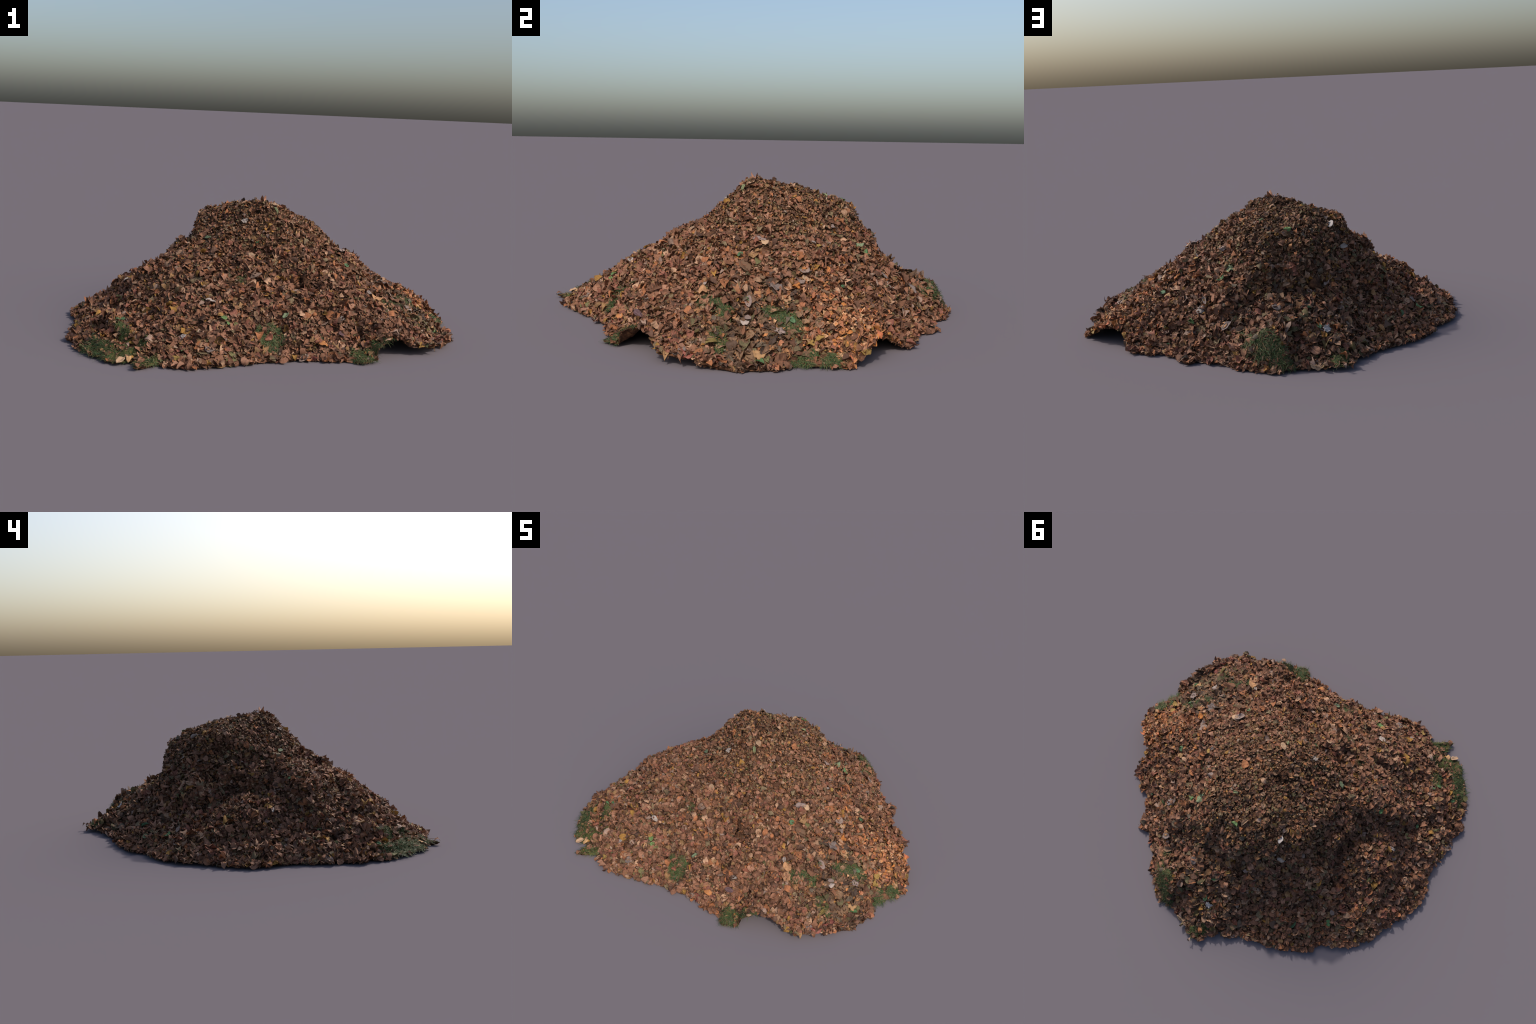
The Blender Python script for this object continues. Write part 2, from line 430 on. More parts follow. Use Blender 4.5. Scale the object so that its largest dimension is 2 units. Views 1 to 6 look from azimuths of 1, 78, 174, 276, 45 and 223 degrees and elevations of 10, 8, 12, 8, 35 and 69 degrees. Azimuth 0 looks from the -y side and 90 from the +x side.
BROWN = closer(BROWN, (142, 97, 70), 0.14)
ORANGE = closer(ORANGE, (172, 112, 76), 0.28)
DARK = closer(DARK, (122, 90, 66), 0.08)
CRUMB = closer(CRUMB, (130, 94, 66), 0.10)
M_BROWN = material('dry_brown_leaf', BROWN)
M_ORANGE = material('fresh_orange_leaf', ORANGE, gain=0.76, mute=0.14)
M_DARK = material('wet_dark_leaf', DARK)
M_CRUMB = material('leaf_crumb', CRUMB, translucency=0.0)
M_BIG = material('big_brown_leaf', BROWN, random_from='OBJECT', grain=60)
M_BIGOR = material('big_orange_leaf', ORANGE, random_from='OBJECT', grain=60, gain=0.70, mute=0.12)
M_BIGDK = material('big_dark_leaf', DARK, random_from='OBJECT', grain=60)
M_RED = material('russet_red_leaf', [((166, 92, 70), 2), ((148, 80, 66), 2), ((176, 106, 80), 1)], 'OBJECT', 0.5, grain=50)
M_PALE = material('bleached_pale_leaf', [((180, 164, 152), 2), ((188, 176, 170), 2), ((166, 148, 138), 1)], 'OBJECT', grain=50, mottling=0.15)
M_GREY = material('grey_mauve_leaf', [((156, 132, 122), 2), ((136, 118, 110), 2), ((166, 140, 126), 1)], 'OBJECT', grain=50, mottling=0.2)
M_GREEN = material('green_leaf', [((82, 122, 72), 2), ((80, 114, 74), 2), ((104, 134, 74), 1)], 'OBJECT', 0.55, grain=50, mottling=0.2)
M_SAGE = material('sage_leaf', [((142, 150, 106), 2), ((128, 142, 104), 1)], 'OBJECT', grain=50, mottling=0.25)
M_YELLOW = material('yellow_leaf', [((164, 128, 62), 2), ((148, 126, 66), 1), ((172, 124, 66), 1)], 'OBJECT', 0.6, grain=50, mottling=0.25)
M_TAN = material('tan_leaf', [((196, 148, 98), 2), ((186, 148, 114), 2), ((186, 134, 90), 1)], 'OBJECT', grain=50, mottling=0.2)
M_PURPLE = material('plum_leaf', [((118, 86, 92), 1), ((108, 80, 84), 1)], 'OBJECT', 0.5, grain=50, mottling=0.2)
M_SOIL = ground_material('leaf_mould', (40, 28, 20), (78, 53, 39), (110, 78, 55))  # browns darkened to paint in the shadow seen in gaps between leaves
M_MOSS = ground_material('moss', (46, 48, 26), (78, 78, 44), (106, 86, 58), 90)
M_GRASS = material('grass_blade', [((72, 100, 52), 4), ((90, 112, 62), 3), ((58, 90, 54), 3), ((116, 118, 74), 3), ((128, 104, 72), 3.5)],
                   rough=0.6, mottling=0.15, translucency=0.2)
M_MOSSB = material('moss_shoot', [((82, 92, 44), 4), ((96, 104, 54), 3), ((70, 88, 44), 3), ((112, 104, 62), 2)],
                   rough=0.8, mottling=0.15, translucency=0.1)
M_TWIG = ground_material('twig_bark', (84, 62, 46), (124, 96, 70), (150, 122, 90), 40)

# ------------------------------------------------------------------ scene objects
pile = bpy.data.objects.new('leaf_pile', None)
pile['label'] = 'heap of brown fallen autumn leaves with patches of grass'
pile['category'] = 'leaf pile'
bpy.context.scene.collection.objects.link(pile)


def mesh_object(name, verts, faces, mat, smooth=True, stuff=False, parent=pile):
    """faces: (m,4) or (m,3) array."""
    me = bpy.data.meshes.new(name)
    verts = np.asarray(verts, np.float32)
    faces = np.asarray(faces, np.int32)
    k = faces.shape[1]
    me.vertices.add(len(verts))
    me.vertices.foreach_set('co', verts.ravel())
    me.loops.add(faces.size)
    me.loops.foreach_set('vertex_index', faces.ravel())
    me.polygons.add(len(faces))
    me.polygons.foreach_set('loop_start', np.arange(len(faces), dtype=np.int32) * k)
    me.polygons.foreach_set('loop_total', np.full(len(faces), k, np.int32))
    me.update(calc_edges=True)
    me.validate()
    me.polygons.foreach_set('use_smooth', np.full(len(me.polygons), smooth))
    me.materials.append(mat)
    ob = bpy.data.objects.new(name, me)
    ob.parent = parent
    if stuff:
        ob['kind'] = 'stuff'
    bpy.context.scene.collection.objects.link(ob)
    return ob


# ------------------------------------------------------------------ the mound: a shell, hollow underneath
DEPTH = 0.010                                     # leaves lie this deep over the mould
top = surf - nrm * (DEPTH * np.clip(0.35 + (1 - S) / 0.05, 0, 1))[None, :, None]
rough = 0.004 * fbm(top.reshape(-1, 3) * 70, 3, 31).reshape(NA, NR)
rough[:, 0] = rough[0, 0]
top = top + nrm * rough[:, :, None]
top[..., 2] = np.maximum(top[..., 2], 0.001)
under = top - nrm * (0.004 + 0.008 * np.clip((1 - S) / 0.06, 0, 1))[None, :, None]
under[..., 2] = np.maximum(np.minimum(under[..., 2], top[..., 2] - 0.002), -0.0005)
tv = top[:, 1:].reshape(-1, 3)
uv_ = under[:, 1:].reshape(-1, 3)
K = NR - 1
verts = np.concatenate([tv, uv_, top[0:1, 0], under[0:1, 0]])
nt_ = NA * K
ai = np.arange(NA)[:, None]
ri = np.arange(K - 1)[None, :]
an = (ai + 1) % NA
q = np.stack([ai * K + ri, ai * K + ri + 1, an * K + ri + 1, an * K + ri], -1).reshape(-1, 4)
hemf = np.stack([np.arange(NA) * K + K - 1, np.arange(NA) * K + K - 1 + nt_,
                 ((np.arange(NA) + 1) % NA) * K + K - 1 + nt_, ((np.arange(NA) + 1) % NA) * K + K - 1], -1)
faces = np.concatenate([q, q[:, ::-1] + nt_, hemf])
mound = mesh_object('mound', verts, faces, M_SOIL)
mound['kind'] = 'stuff'
# close the two small polar caps
import bmesh
bm = bmesh.new()
bm.from_mesh(mound.data)
bm.verts.ensure_lookup_table()
for base, pole, flip in ((0, 2 * nt_, False), (nt_, 2 * nt_ + 1, True)):
    for a in range(NA):
        t = [bm.verts[pole], bm.verts[base + a * K], bm.verts[base + ((a + 1) % NA) * K]]
        f = bm.faces.new(t[::-1] if flip else t)
        f.smooth = True
bm.to_mesh(mound.data)
bm.free()
mound.data.update()

# ------------------------------------------------------------------ where things lie on the skin
cell_a = surf
d1 = np.roll(surf, -1, 0)[:, :-1] - surf[:, :-1]
d2 = surf[:, 1:] - surf[:, :-1]
cell_area = np.linalg.norm(np.cross(d1, d2), axis=2)
cell_cum = np.cumsum(cell_area.ravel())
AREA = cell_cum[-1]


def scatter(n):
    """n points spread evenly over the skin, with normals and nearness to the hem."""
    c = np.searchsorted(cell_cum, rng.random(n) * AREA)
    a, r = np.divmod(c, NR - 1)
    u, v = rng.random(n), rng.random(n)
    an = (a + 1) % NA
    f = lambda G: (G[a, r] * ((1 - u) * (1 - v))[:, None] + G[an, r] * (u * (1 - v))[:, None]
                   + G[a, r + 1] * ((1 - u) * v)[:, None] + G[an, r + 1] * (u * v)[:, None])
    p, nn = f(surf), f(nrm)
    nn /= np.linalg.norm(nn, axis=1, keepdims=True)
    return p, nn, S[r]


def on_skin(x, y):
    """Nearest skin vertex below/above (x, y)."""
    i = np.argmin((surf[..., 0] - x) ** 2 + (surf[..., 1] - y) ** 2)
    return surf.reshape(-1, 3)[i], nrm.reshape(-1, 3)[i]


def near(p, c, r):
    return np.exp(-((p[:, 0] - c[0]) ** 2 + (p[:, 1] - c[1]) ** 2) / (r * r))


# grass and moss patches: (x, y, radius, grassiness 0 moss .. 1 grass)
PATCHES = [(0.055, -0.665, 0.050, 1), (0.085, -0.640, 0.035, 1),
           (-0.735, -0.735, 0.085, 0.55), (-0.665, -0.795, 0.085, 0.35), (-0.595, -0.835, 0.080, 0.15),
           (-0.535, -0.800, 0.055, 0.1), (-0.500, -0.920, 0.085, 0.25), (-0.455, -0.890, 0.060, 0.15),
           (-0.590, -0.690, 0.045, 0.2), (-0.500, -0.760, 0.035, 0.1), (-0.78, -0.66, 0.03, 0.8),
           (0.490, -0.700, 0.078, 1), (0.545, -0.665, 0.062, 0.9), (0.590, -0.620, 0.040, 0.9), (0.45, -0.65, 0.03, 0.6),
           (0.600, -0.335, 0.034, 1), (0.640, -0.295, 0.028, 0.9), (0.680, -0.260, 0.032, 0.8),
           (0.780, -0.015, 0.042, 1), (0.745, -0.060, 0.030, 0.9), (0.720, -0.100, 0.028, 0.8),
           (0.945, 0.080, 0.045, 1), (0.935, -0.015, 0.040, 1), (0.900, 0.030, 0.025, 0.7), (0.80, -0.30, 0.04, 0.3),
           (0.130, 0.805, 0.050, 1), (0.105, 0.850, 0.040, 1), (0.070, 0.875, 0.038, 0.8), (0.03, 0.890, 0.028, 0.7),
           (0.20, 0.78, 0.03, 0.6), (-0.170, 0.905, 0.050, 0.2), (-0.205, 0.880, 0.04, 0.2), (0.22, 0.72, 0.025, 0.6),
           (-0.245, -0.345, 0.022, 0.8), (-0.09, -0.43, 0.022, 0.9), (-0.62, -0.64, 0.03, 0.3)]


def patch_amount(p):
    """How grassy a place is (0..1) and how much of that is grass rather than moss."""
    tot = np.zeros(len(p))
    gr = np.zeros(len(p))
    for x, y, r, g in PATCHES:
        w = near(p, (x, y), r)
        gr = np.where(w > tot, g, gr)
        tot = np.maximum(tot, w)
    return tot, gr


# ------------------------------------------------------------------ leaves by the ten thousand
def leaf_sheet(p, n, size, aspect, tilt, lift, rows=5, cols=3, curl=1.0, jag=0.06, settle=1.0):
    """Curled leaf blades: a rows x cols sheet each, ovate in plan, cupped, bent and twisted."""
    k = len(p)
    # leaf frame
    yaw = rng.random(k) * 2 * math.pi
    ref = np.where(np.abs(n[:, 2:3]) < 0.9, np.array([[0, 0, 1.0]]), np.array([[1.0, 0, 0]]))
    t = np.cross(ref, n)
    t /= np.linalg.norm(t, axis=1, keepdims=True)
    b = np.cross(n, t)
    # on a slope leaves settle flatter than the slope itself, like rough shingles
    nn = n + np.array([0, 0, 1.0]) * (rng.uniform(-0.1, 1.25, k) * settle)[:, None]
    nn /= np.linalg.norm(nn, axis=1, keepdims=True)
    nn = nn + tilt[:, None] * (np.cos(yaw * 3.1)[:, None] * t + np.sin(yaw * 3.1)[:, None] * b)
    nn /= np.linalg.norm(nn, axis=1, keepdims=True)
    t = np.cos(yaw)[:, None] * t + np.sin(yaw)[:, None] * b
    t -= (t * nn).sum(1, keepdims=True) * nn
    t /= np.linalg.norm(t, axis=1, keepdims=True)
    b = np.cross(nn, t)
    u = np.linspace(-1, 1, rows)[None, :, None]
    v = np.linspace(-1, 1, cols)[None, None, :]
    peak = rng.uniform(-0.35, 0.25, k)[:, None, None]
    wide = np.clip(1 - np.abs(u - peak * (1 - u * u)) ** rng.uniform(1.6, 3.0, k)[:, None, None], 0.06, 1)
    half = size[:, None, None] / 2
    x = u * half + 0 * v
    y = v * wide * half * aspect[:, None, None]
    x = x + rng.normal(0, jag, x.shape) * half * 0.6
    y = y + rng.normal(0, jag, y.shape) * half * 0.6
    cup = rng.normal(0.3, 0.6, k)[:, None, None] * curl
    bend = rng.normal(-0.1, 0.75, k)[:, None, None] * curl
    twist = rng.normal(0, 0.5, k)[:, None, None] * curl
    z = half * (cup * (v * wide) ** 2 * aspect[:, None, None] + bend * (u * u - 0.4) * 0.8 + twist * u * v * 0.5
                + 0.10 * curl * rng.normal(0, 1, x.shape))
    P = (p + n * lift[:, None])[:, None, None, :] + x[..., None] * t[:, None, None, :] \
        + y[..., None] * b[:, None, None, :] + z[..., None] * nn[:, None, None, :]
    V = P.reshape(-1, 3)
    V[:, 2] = np.where(V[:, 2] < 0.0012, 0.0006 + 0.0012 * rng.random(len(V)), V[:, 2])
    i = np.arange(rows - 1)[:, None] * cols + np.arange(cols - 1)[None, :]
    f = np.stack([i, i + cols, i + cols + 1, i + 1], -1).reshape(-1, 4)
    F = (np.arange(k)[:, None, None] * rows * cols + f[None]).reshape(-1, 4)
    return V, F


def zone(p):
    """Local character of the litter: (bright orange, wet dark, fine crumb)."""
    j = 0.05 * fbm(p * 9, 2, 51)
    orange = np.clip(1.15 * near(p + j[:, None], (0.84, 0.21), 0.26) - 0.12, 0, 0.75)
    dark = np.clip(1.3 * near(p + j[:, None], (0.76, -0.17), 0.20) - 0.15, 0, 0.85)
    dark = np.maximum(dark, 0.35 * np.clip(near(p, (-0.10, 0.60), 0.35), 0, 1))
    fine = np.clip((p[:, 2] + j - 0.36) / 0.12, 0, 1) * 0.75
    return orange, dark, fine


def strew(n, lo, hi, pick, name, mat, lift=(-0.007, 0.002), tilt=0.40, rows=6, cols=3, aspect=(0.45, 0.85),
          keep_off_grass=0.85, curl=1.0, overhang=0.006):
    p, nn, s = scatter(n)
    w = pick(p)
    g, _ = patch_amount(p)
    ok = (rng.random(n) < w) & (rng.random(n) > keep_off_grass * np.clip((g - 0.3) / 0.3, 0, 1))
    p, nn, s = p[ok], nn[ok], s[ok]
    k = len(p)
    fine = np.clip((p[:, 2] - 0.33) / 0.15, 0, 1)
    size = lo + (hi - lo) * rng.random(k) ** 2.1
    size = size * (1 - 0.22 * fine)
    asp = rng.uniform(*aspect, k)
    heap = 0.005 * fbm(p * 38, 2, 61)              # leaves bunch up and leave pockets
    V, F = leaf_sheet(p, nn, size, asp, np.abs(rng.normal(0, tilt, k)), rng.uniform(*lift, k) + heap, rows, cols, curl)
    return mesh_object(name, V, F, mat, stuff=True)


strew(30000, 0.008, 0.022, lambda p: np.full(len(p), 0.95), 'leaf_crumb_litter', M_CRUMB, lift=(-0.010, 0.001), rows=4, cols=3,
      tilt=0.5, keep_off_grass=0.55)
strew(22000, 0.016, 0.052, lambda p: (1 - zone(p)[0]) * (1 - zone(p)[1]) * (1 - 0.75 * zone(p)[2]), 'brown_leaf_litter', M_BROWN)
strew(24000, 0.016, 0.038, lambda p: zone(p)[0], 'orange_leaf_litter', M_ORANGE)
strew(17000, 0.020, 0.056, lambda p: zone(p)[1], 'dark_leaf_litter', M_DARK)
strew(22000, 0.012, 0.032, lambda p: zone(p)[2], 'crown_leaf_litter', M_CRUMB)


def hem_leaves(n):
    """Leaves caught along the hem, their tips sticking out past it."""
    a = rng.integers(0, NA, n)
    p, nn = surf[a, -1].copy(), nrm[a, -4]
    out = np.stack([np.cos(ang[a]), np.sin(ang[a]), np.zeros(n)], 1)
    p = p + out * (rng.uniform(-0.022, 0.004, n) + 0.012 * (rng.random(n) < 0.12))[:, None]
    p[:, 2] += rng.uniform(-0.004, 0.010, n)
    g, _ = patch_amount(p)
    zo, zd, _ = zone(p)
    t = rng.random(n)
    size = rng.uniform(0.020, 0.050, n)
    raised = rim_z[a] > 0.02                       # fewer and flatter where the hem lifts off the ground
    p[:, 2] += 0.007 * raised
    size = np.where(raised, 0.8 * size, size)
    for name, mat, pick in (('hem_orange_leaf', M_ORANGE, t < zo), ('hem_dark_leaf', M_DARK, (t >= zo) & (t < zo + zd)),
                            ('hem_brown_leaf', M_BROWN, t >= zo + zd)):
        k = pick & (rng.random(n) > 0.95 * np.clip((g - 0.2) / 0.2, 0, 1))
        m = int(k.sum())
        V, F = leaf_sheet(p[k], nn[k], size[k], rng.uniform(0.4, 0.8, m), np.abs(rng.normal(0, 0.4, m)), np.zeros(m), 6, 3)
        mesh_object(name, V, F, mat, stuff=True)


hem_leaves(1700)

# ------------------------------------------------------------------ moss ground and grass
def moss_patch():
    p = surf[:, :-1].reshape(-1, 3)
    g, _ = patch_amount(p)
    g = g + 0.36 * fbm(p * 38, 2, 71)
    cell = np.where(g > 0.50)[0]
    a, r = np.divmod(cell, NR - 1)
    an = (a + 1) % NA
    quad = np.stack([a * NR + r, a * NR + r + 1, an * NR + r + 1, an * NR + r], 1)
    pts = (surf + nrm * (-0.004)).reshape(-1, 3)
    use, inv = np.unique(quad, return_inverse=True)
    V = pts[use]
    N_ = nrm.reshape(-1, 3)[use]
    V = V + N_ * (0.004 * fbm(V * 110, 2, 72))[:, None]
    V[:, 2] = np.maximum(V[:, 2], 0.002)
    mesh_object('moss_patch', V, inv.reshape(-1, 4), M_MOSS, stuff=True)


moss_patch()


def blades(n, name, mat, grass):
    """Thin curved blades, matted close to the ground."""
    p, nn, s = scatter(n)
    g, kind = patch_amount(p)
    g = g + 0.36 * fbm(p * 38, 2, 71)
    want = kind if grass else 1 - kind
    ok = (g > 0.47) & (rng.random(n) < 0.08 + want)
    p, nn, s = p[ok], nn[ok], s[ok]
    k = len(p)
    L = rng.uniform(0.014, 0.040, k) if grass else rng.uniform(0.005, 0.012, k)
    wd = rng.uniform(0.0008, 0.0016, k) if grass else rng.uniform(0.0008, 0.0016, k)
    lean = rng.normal(0, 1, (k, 3))
    lean -= (lean * nn).sum(1, keepdims=True) * nn
    lean /= np.linalg.norm(lean, axis=1, keepdims=True)
    out = p - np.array([AXIS[0], AXIS[1], 0])
    out[:, 2] = 0
    out /= np.linalg.norm(out, axis=1, keepdims=True)
    lean = lean + 0.5 * out * np.clip((s - 0.88) / 0.12, 0, 1)[:, None] + np.array([0, 0, -0.25])  # hang downhill and out
    side = np.cross(nn, lean)
    side /= np.linalg.norm(side, axis=1, keepdims=True)
    rise = rng.uniform(0.15, 1.4, k)
    rows = 4
    t = np.linspace(0, 1, rows)[None, :, None]
    spine = (p - nn * 0.004)[:, None, :] + L[:, None, None] * (
        t * lean[:, None, :] * 0.8 + (rise[:, None, None] * (t - 0.75 * t * t)) * nn[:, None, :])
    spine = spine + rng.normal(0, 0.0012, spine.shape)
    half = wd[:, None, None] * (1.05 - t) * side[:, None, :]
    V = np.stack([spine - half, spine + half], 2).reshape(-1, 3)
    V[:, 2] = np.maximum(V[:, 2], 0.0015 + 0.001 * rng.random(len(V)))
    i = np.arange(rows - 1) * 2
    f = np.stack([i, i + 1, i + 3, i + 2], -1)
    F = (np.arange(k)[:, None, None] * rows * 2 + f[None]).reshape(-1, 4)
    mesh_object(name, V, F, mat, stuff=True)


blades(230000, 'grass_blades', M_GRASS, True)
blades(260000, 'moss_shoots', M_MOSSB, False)

# ------------------------------------------------------------------ the big leaves, one object each
def leaf_mesh(name, outline, curl, fold, wave, seed, stalk=0.25, thick=0.012):
    """A unit-length leaf with its own thickness: rings shrunk from the outline to the midrib, then shaped."""
    r = np.random.default_rng(seed)
    m = 28
    th = np.arange(m) * 2 * math.pi / m
    R = outline(th)
    rings = (1.0, 0.72, 0.42, 0.16)
    pts = []
    for q in rings:
        pts.append(np.stack([R * np.cos(th) * q, R * np.sin(th) * q], 1))
    pts = np.concatenate(pts + [np.zeros((1, 2))])
    x, y = pts[:, 0], pts[:, 1]
    z = curl * (x * x) * 1.6 + fold * np.abs(y) * 0.9 + fold * 1.2 * y * y \
        + wave * 0.12 * np.sin(x * 11 + r.uniform(0, 6)) * np.abs(y) * 2 + wave * 0.05 * np.sin(y * 13 + r.uniform(0, 6)) \
        + r.uniform(-0.5, 0.5) * x * y
    z = z - z.mean()
    V = np.stack([x, y, z], 1)
    F = []
    for q in range(len(rings) - 1):
        for i in range(m):
            j = (i + 1) % m
            F.append((q * m + i, q * m + j, (q + 1) * m + j, (q + 1) * m + i))
    c = len(rings) * m
    last = (len(rings) - 1) * m
    F += [(last + i, last + (i + 1) % m, c) for i in range(m)]
    nv = len(V)
    V2 = np.concatenate([V, V - np.array([0, 0, thick])])
    F2 = F + [tuple(v + nv for v in reversed(f)) for f in F]
    F2 += [(i, i + nv, (i + 1) % m + nv, (i + 1) % m) for i in range(m)]
    # stalk: a slim four-sided rod running out from the base
    b = len(V2)
    rod = []
    for k_, t in enumerate(np.linspace(0, 1, 4)):
        cx = -0.46 - stalk * t
        cz = V[:, 2][np.argmin(x)] + 0.25 * stalk * t * t
        w = 0.016 * (1 - 0.3 * t)
        cy = 0.12 * stalk * t * t
        rod += [(cx, cy - w, cz - w), (cx, cy + w, cz - w), (cx, cy + w, cz + w), (cx, cy - w, cz + w)]
    V2 = np.concatenate([V2, np.array(rod)])
    for k_ in range(3):
        for i in range(4):
            F2.append((b + k_ * 4 + i, b + k_ * 4 + (i + 1) % 4, b + k_ * 4 + 4 + (i + 1) % 4, b + k_ * 4 + 4 + i))
    F2.append((b + 12, b + 13, b + 14, b + 15))
    me = bpy.data.meshes.new(name)
    me.from_pydata([tuple(v) for v in V2], [], F2)
    me.polygons.foreach_set('use_smooth', np.full(len(me.polygons), True))
    me.materials.append(M_BIG)
    me.update()
    return me


def ovate(w, point=0.25, teeth=0.03):
    return lambda t: 1 / np.sqrt((np.cos(t) / 0.5) ** 2 + (np.sin(t) / (w / 2)) ** 2) \
        * (1 + point * 0.4 * np.maximum(np.cos(t), 0) ** 6 - 0.12 * np.cos(t) * np.sin(t) ** 2 + teeth * np.cos(14 * t))


def lobed(n=5, depth=0.38):
    return lambda t: 0.36 * (1 - depth * 0.5 + depth * np.abs(np.cos(n * t / 2)) ** 0.8) * (1 + 0.12 * np.cos(t)) \
        * np.where(np.abs(t - math.pi) < 0.3, 0.8, 1) * 1.25


FORMS = [leaf_mesh('leaf_blade', ovate(0.62), 0.10, 0.30, 0.5, 1), leaf_mesh('leaf_blade', ovate(0.55), -0.45, 0.25, 0.8, 2),
         leaf_mesh('leaf_blade', ovate(0.72, 0.1), 0.35, -0.25, 0.8, 3), leaf_mesh('leaf_blade', ovate(0.85, 0.0, 0.01), 0.05, 0.12, 0.3, 4),
         leaf_mesh('leaf_blade', ovate(0.45), -0.25, 0.75, 0.6, 5), leaf_mesh('leaf_blade', ovate(0.66), 0.55, 0.45, 1.0, 6),
         leaf_mesh('leaf_blade', ovate(0.60), -0.60, -0.35, 1.0, 7), leaf_mesh('leaf_blade', lobed(5), 0.15, 0.15, 0.8, 8, 0.35),
         leaf_mesh('leaf_blade', lobed(7, 0.3), -0.3, 0.2, 1.2, 9, 0.35), leaf_mesh('leaf_blade', ovate(0.38), 0.3, 0.95, 0.4, 10)]
DISC, STAR = 3, 7


def place_leaf(p, n, size, mat, form=None, tilt=0.35, lift=0.002, yaw=None):
    me = FORMS[rng.integers(len(FORMS)) if form is None else form]
    ob = bpy.data.objects.new('leaf', me)
    ob.parent = pile
    bpy.context.scene.collection.objects.link(ob)
    ob.material_slots[0].link = 'OBJECT'
    ob.material_slots[0].material = mat
    nn = Vector(n) + Vector((0, 0, rng.uniform(0, 0.7))) + Vector(rng.normal(0, tilt, 3))
    nn.normalize()
    q = nn.to_track_quat('Z', 'Y')
    from mathutils import Quaternion
    q = q @ Quaternion((0, 0, 1), rng.uniform(0, 6.283) if yaw is None else yaw)
    ob.rotation_mode = 'QUATERNION'
    ob.rotation_quaternion = q
    w = rng.uniform(0.85, 1.15)
    ob.scale = (size, size * w, size)
    pos = Vector(p) + Vector(n) * lift
    R = q.to_matrix()
    low = min((R @ Vector((v.co.x * size, v.co.y * size * w, v.co.z * size))).z for v in me.vertices)
    pos.z = max(pos.z, 0.001 - low)
    ob.location = pos
    return ob


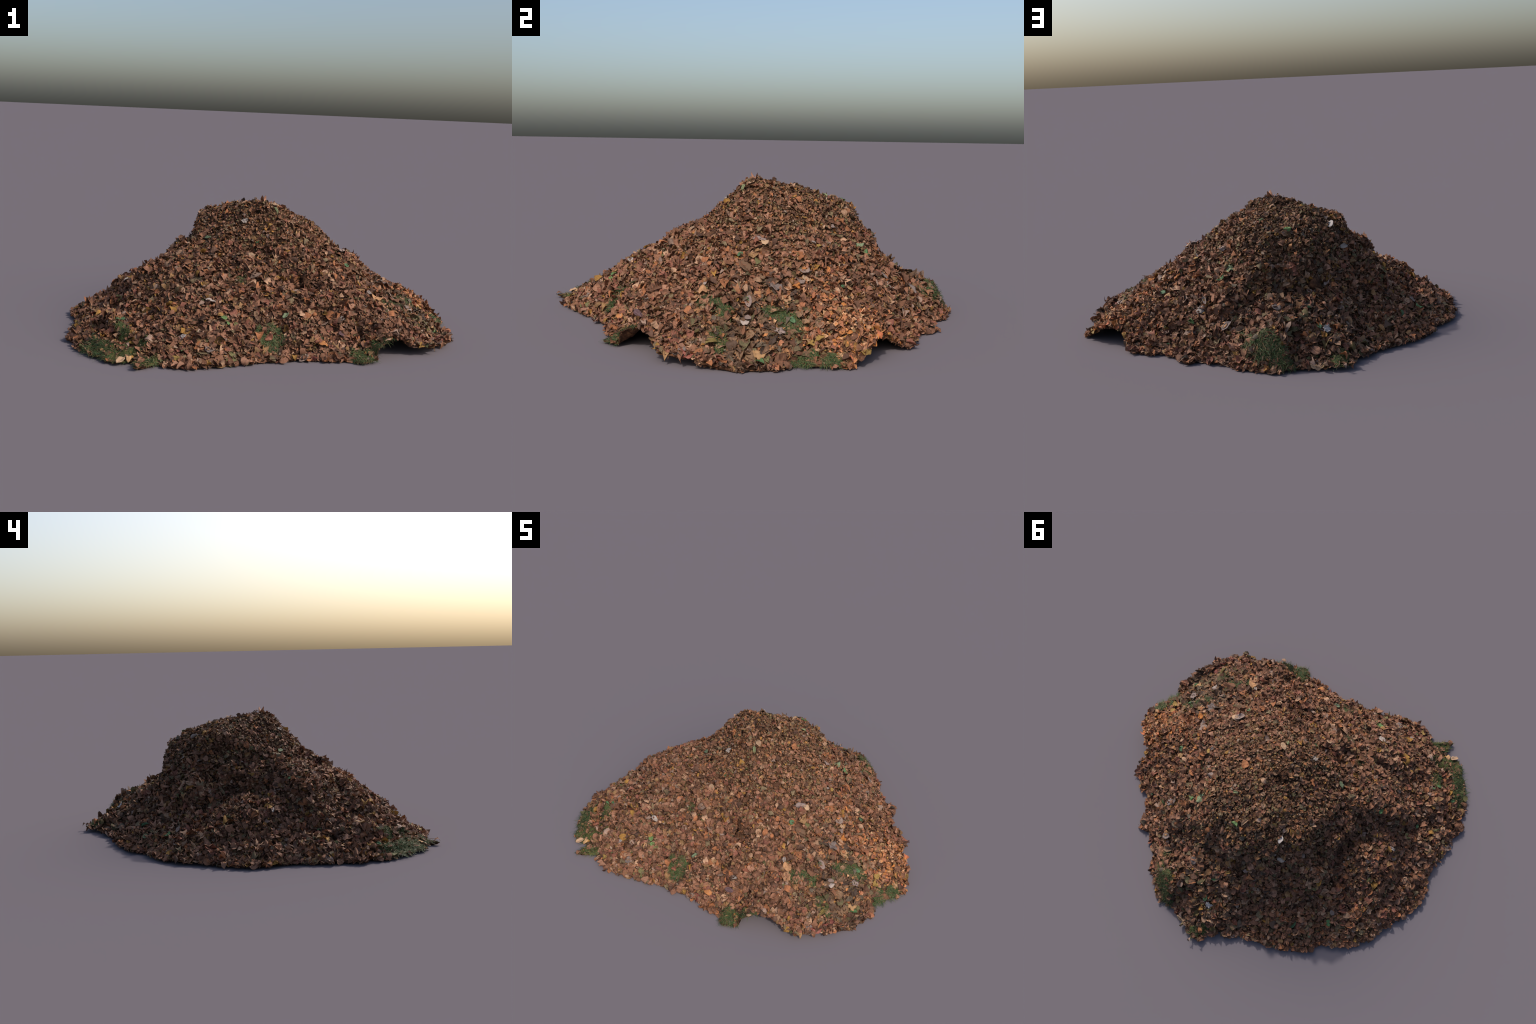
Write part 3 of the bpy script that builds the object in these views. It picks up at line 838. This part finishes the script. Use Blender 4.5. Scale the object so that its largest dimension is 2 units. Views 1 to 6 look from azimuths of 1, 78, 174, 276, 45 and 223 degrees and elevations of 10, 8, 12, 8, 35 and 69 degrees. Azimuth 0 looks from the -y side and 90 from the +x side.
# leaves that catch the eye: place on the plan, length, look
LANDMARKS = [
    (-0.158, -0.667, .036, M_GREEN, DISC), (-0.168, -0.660, .030, M_YELLOW, DISC), (-0.325, -0.754, .038, M_PALE, 0),
    (-0.223, -0.588, .050, M_PALE, 0), (-0.053, -0.305, .036, M_TAN, DISC), (0.048, -0.046, .050, M_TAN, 0),
    (0.055, -0.085, .045, M_SAGE, 4), (0.144, 0.139, .055, M_BIGOR, 2), (0.408, -0.080, .062, M_GREY, 0), (0.425, -0.060, .055, M_TAN, 1),
    (0.402, 0.492, .044, M_PALE, 8), (0.242, 0.397, .060, M_SAGE, 2), (0.285, 0.420, .042, M_GREEN, 2), (0.420, -0.160, .030, M_GREEN, DISC),
    (0.479, -0.150, .075, M_BIGDK, 0), (0.627, -0.050, .062, M_GREY, STAR), (0.746, -0.195, .036, M_PALE, 2), (0.735, -0.185, .034, M_GREY, 0),
    (-0.313, 0.354, .045, M_PALE, 0), (-0.675, -0.135, .040, M_PALE, 4), (-0.274, -0.149, .040, M_SAGE, 0), (0.283, 0.646, .060, M_GREY, 0),
    (0.298, 0.631, .036, M_TAN, DISC), (0.293, -0.307, .034, M_YELLOW, 4), (-0.072, -0.259, .030, M_GREY, 4), (-0.444, -0.496, .034, M_TAN, DISC),
    (-0.618, -0.591, .024, M_GREEN, DISC), (-0.628, -0.628, .026, M_GREEN, 0), (-0.733, -0.647, .026, M_GREEN, 0),
    (-0.578, -0.868, .052, M_TAN, 0), (-0.549, -0.848, .046, M_TAN, 6), (-0.301, -0.422, .062, M_BIG, 2), (-0.209, -0.790, .050, M_GREY, 3),
    (-0.336, -0.862, .036, M_YELLOW, 2), (-0.008, -0.621, .055, M_BIGDK, 0), (0.123, -0.588, .042, M_SAGE, 0), (0.239, -0.550, .036, M_TAN, 2),
    (0.376, -0.577, .052, M_PURPLE, 0), (0.297, -0.645, .058, M_BIGOR, 1), (0.249, -0.687, .055, M_RED, 2), (0.208, -0.712, .055, M_GREY, 0),
    (0.157, -0.705, .036, M_YELLOW, 4), (0.407, -0.474, .045, M_RED, 4), (0.378, -0.535, .036, M_PALE, 4), (0.588, -0.367, .060, M_BIGOR, STAR),
    (0.560, -0.330, .060, M_TAN, 2), (0.524, -0.317, .036, M_PALE, 0), (0.656, -0.254, .060, M_BIG, 2), (0.809, -0.332, .050, M_YELLOW, 4),
    (0.883, -0.347, .055, M_RED, 0), (0.865, -0.310, .055, M_RED, 1), (0.895, -0.370, .055, M_RED, 0), (0.870, -0.390, .055, M_RED, 2),
    (0.900, -0.325, .050, M_RED, 0), (0.856, -0.420, .060, M_RED, 2), (0.84, -0.45, .060, M_GREY, 8), (0.91, -0.28, .05, M_BIGOR, 1),
    (0.862, -0.168, .050, M_TAN, 8), (0.885, -0.160, .040, M_GREEN, 4), (0.769, -0.216, .055, M_BIG, 4), (0.811, -0.078, .045, M_GREY, STAR),
    (0.774, -0.022, .032, M_GREEN, 0), (0.849, 0.013, .040, M_TAN, 1), (0.868, 0.030, .040, M_YELLOW, 2), (0.841, 0.074, .040, M_YELLOW, DISC),
    (0.627, 0.025, .045, M_BIGOR, 2), (0.583, 0.053, .044, M_GREY, 2), (0.561, 0.079, .042, M_TAN, DISC), (0.542, 0.078, .055, M_GREY, 3),
    (0.388, 0.154, .036, M_PALE, 4), (0.398, 0.176, .030, M_YELLOW, 0), (0.432, 0.250, .030, M_TAN, 4), (0.460, 0.325, .050, M_BIG, 2),
    (0.444, 0.507, .045, M_GREEN, 4), (0.574, 0.232, .036, M_GREEN, DISC), (0.552, 0.264, .036, M_TAN, DISC), (0.262, 0.274, .045, M_GREY, 2),
    (0.069, 0.289, .034, M_SAGE, 4), (-0.039, 0.399, .040, M_GREEN, 2), (-0.072, 0.368, .048, M_TAN, 4), (0.056, 0.645, .050, M_GREY, 3),
    (-0.082, 0.839, .055, M_BIG, DISC), (-0.067, 0.901, .060, M_TAN, 2), (-0.087, 0.643, .026, M_GREEN, 0), (-0.120, 0.743, .034, M_GREEN, 0),
    (-0.147, 0.749, .045, M_PALE, 8), (-0.207, 0.501, .036, M_GREY, 5), (-0.109, 0.536, .030, M_GREY, 0), (-0.135, 0.574, .034, M_YELLOW, 4),
    (-0.554, 0.518, .045, M_GREEN, 4), (-0.646, 0.498, .032, M_SAGE, DISC), (-0.680, 0.375, .040, M_GREEN, 2), (-0.664, 0.322, .038, M_GREY, 0),
    (-0.117, -0.006, .036, M_YELLOW, STAR), (-0.506, -0.222, .034, M_GREEN, 0), (-0.689, -0.368, .026, M_GREEN, 0),
    (-0.021, -0.222, .022, M_GREEN, DISC), (-0.093, -0.130, .036, M_PALE, 8), (0.052, -0.669, .045, M_RED, 2),
]
for x, y, size, mat, form in LANDMARKS:
    p, n = on_skin(x, y)
    place_leaf(p, n, size * 0.92, mat, form, 0.10, 0.009)

extra = 300 - len(LANDMARKS)
p, nn, s = scatter(extra * 3)
g, _ = patch_amount(p)
zo, zd, zf = zone(p)
done = 0
for i in range(len(p)):
    if done == extra:
        break
    if g[i] > 0.45 or zf[i] > rng.random() * 1.3:
        continue
    t = rng.random()
    pick = rng.random()
    mat = M_BIGOR if t < zo[i] else M_BIGDK if t < zo[i] + zd[i] else M_BIG
    if pick < 0.025:
        mat = M_GREEN
    elif pick < 0.045:
        mat = M_GREY
    elif pick < 0.085:
        mat = M_TAN
    elif pick < 0.10:
        mat = M_YELLOW
    elif pick < 0.104:
        mat = M_PALE
    place_leaf(p[i], nn[i], rng.uniform(0.030, 0.056) if mat is not M_GREEN else rng.uniform(0.018, 0.03), mat)
    done += 1


# ------------------------------------------------------------------ twigs and loose stalks
def twigs(n):
    V, F = [], []
    p, nn, s = scatter(n)
    for i in range(n):
        d = rng.normal(0, 1, 3)
        d -= d.dot(nn[i]) * nn[i]
        d /= np.linalg.norm(d)
        L = rng.uniform(0.025, 0.075)
        w = rng.uniform(0.0007, 0.0014)
        side = np.cross(nn[i], d)
        bend = rng.normal(0, 0.25)
        base = len(V)
        for t in np.linspace(-0.5, 0.5, 6):
            c = p[i] + d * t * L + side * bend * L * t * t + nn[i] * (0.005 + 0.1 * L * (0.25 - t * t))
            for k in range(5):
                a = k * 2 * math.pi / 5
                q = c + w * (math.cos(a) * side + math.sin(a) * nn[i]) * (1.1 - abs(t))
                q[2] = max(q[2], 0.001)
                V.append(q)
        for r in range(5):
            for k in range(5):
                F.append((base + r * 5 + k, base + r * 5 + (k + 1) % 5, base + r * 5 + 5 + (k + 1) % 5, base + r * 5 + 5 + k))
    mesh_object('twig_litter', np.array(V), np.array(F), M_TWIG, stuff=True)


twigs(260)
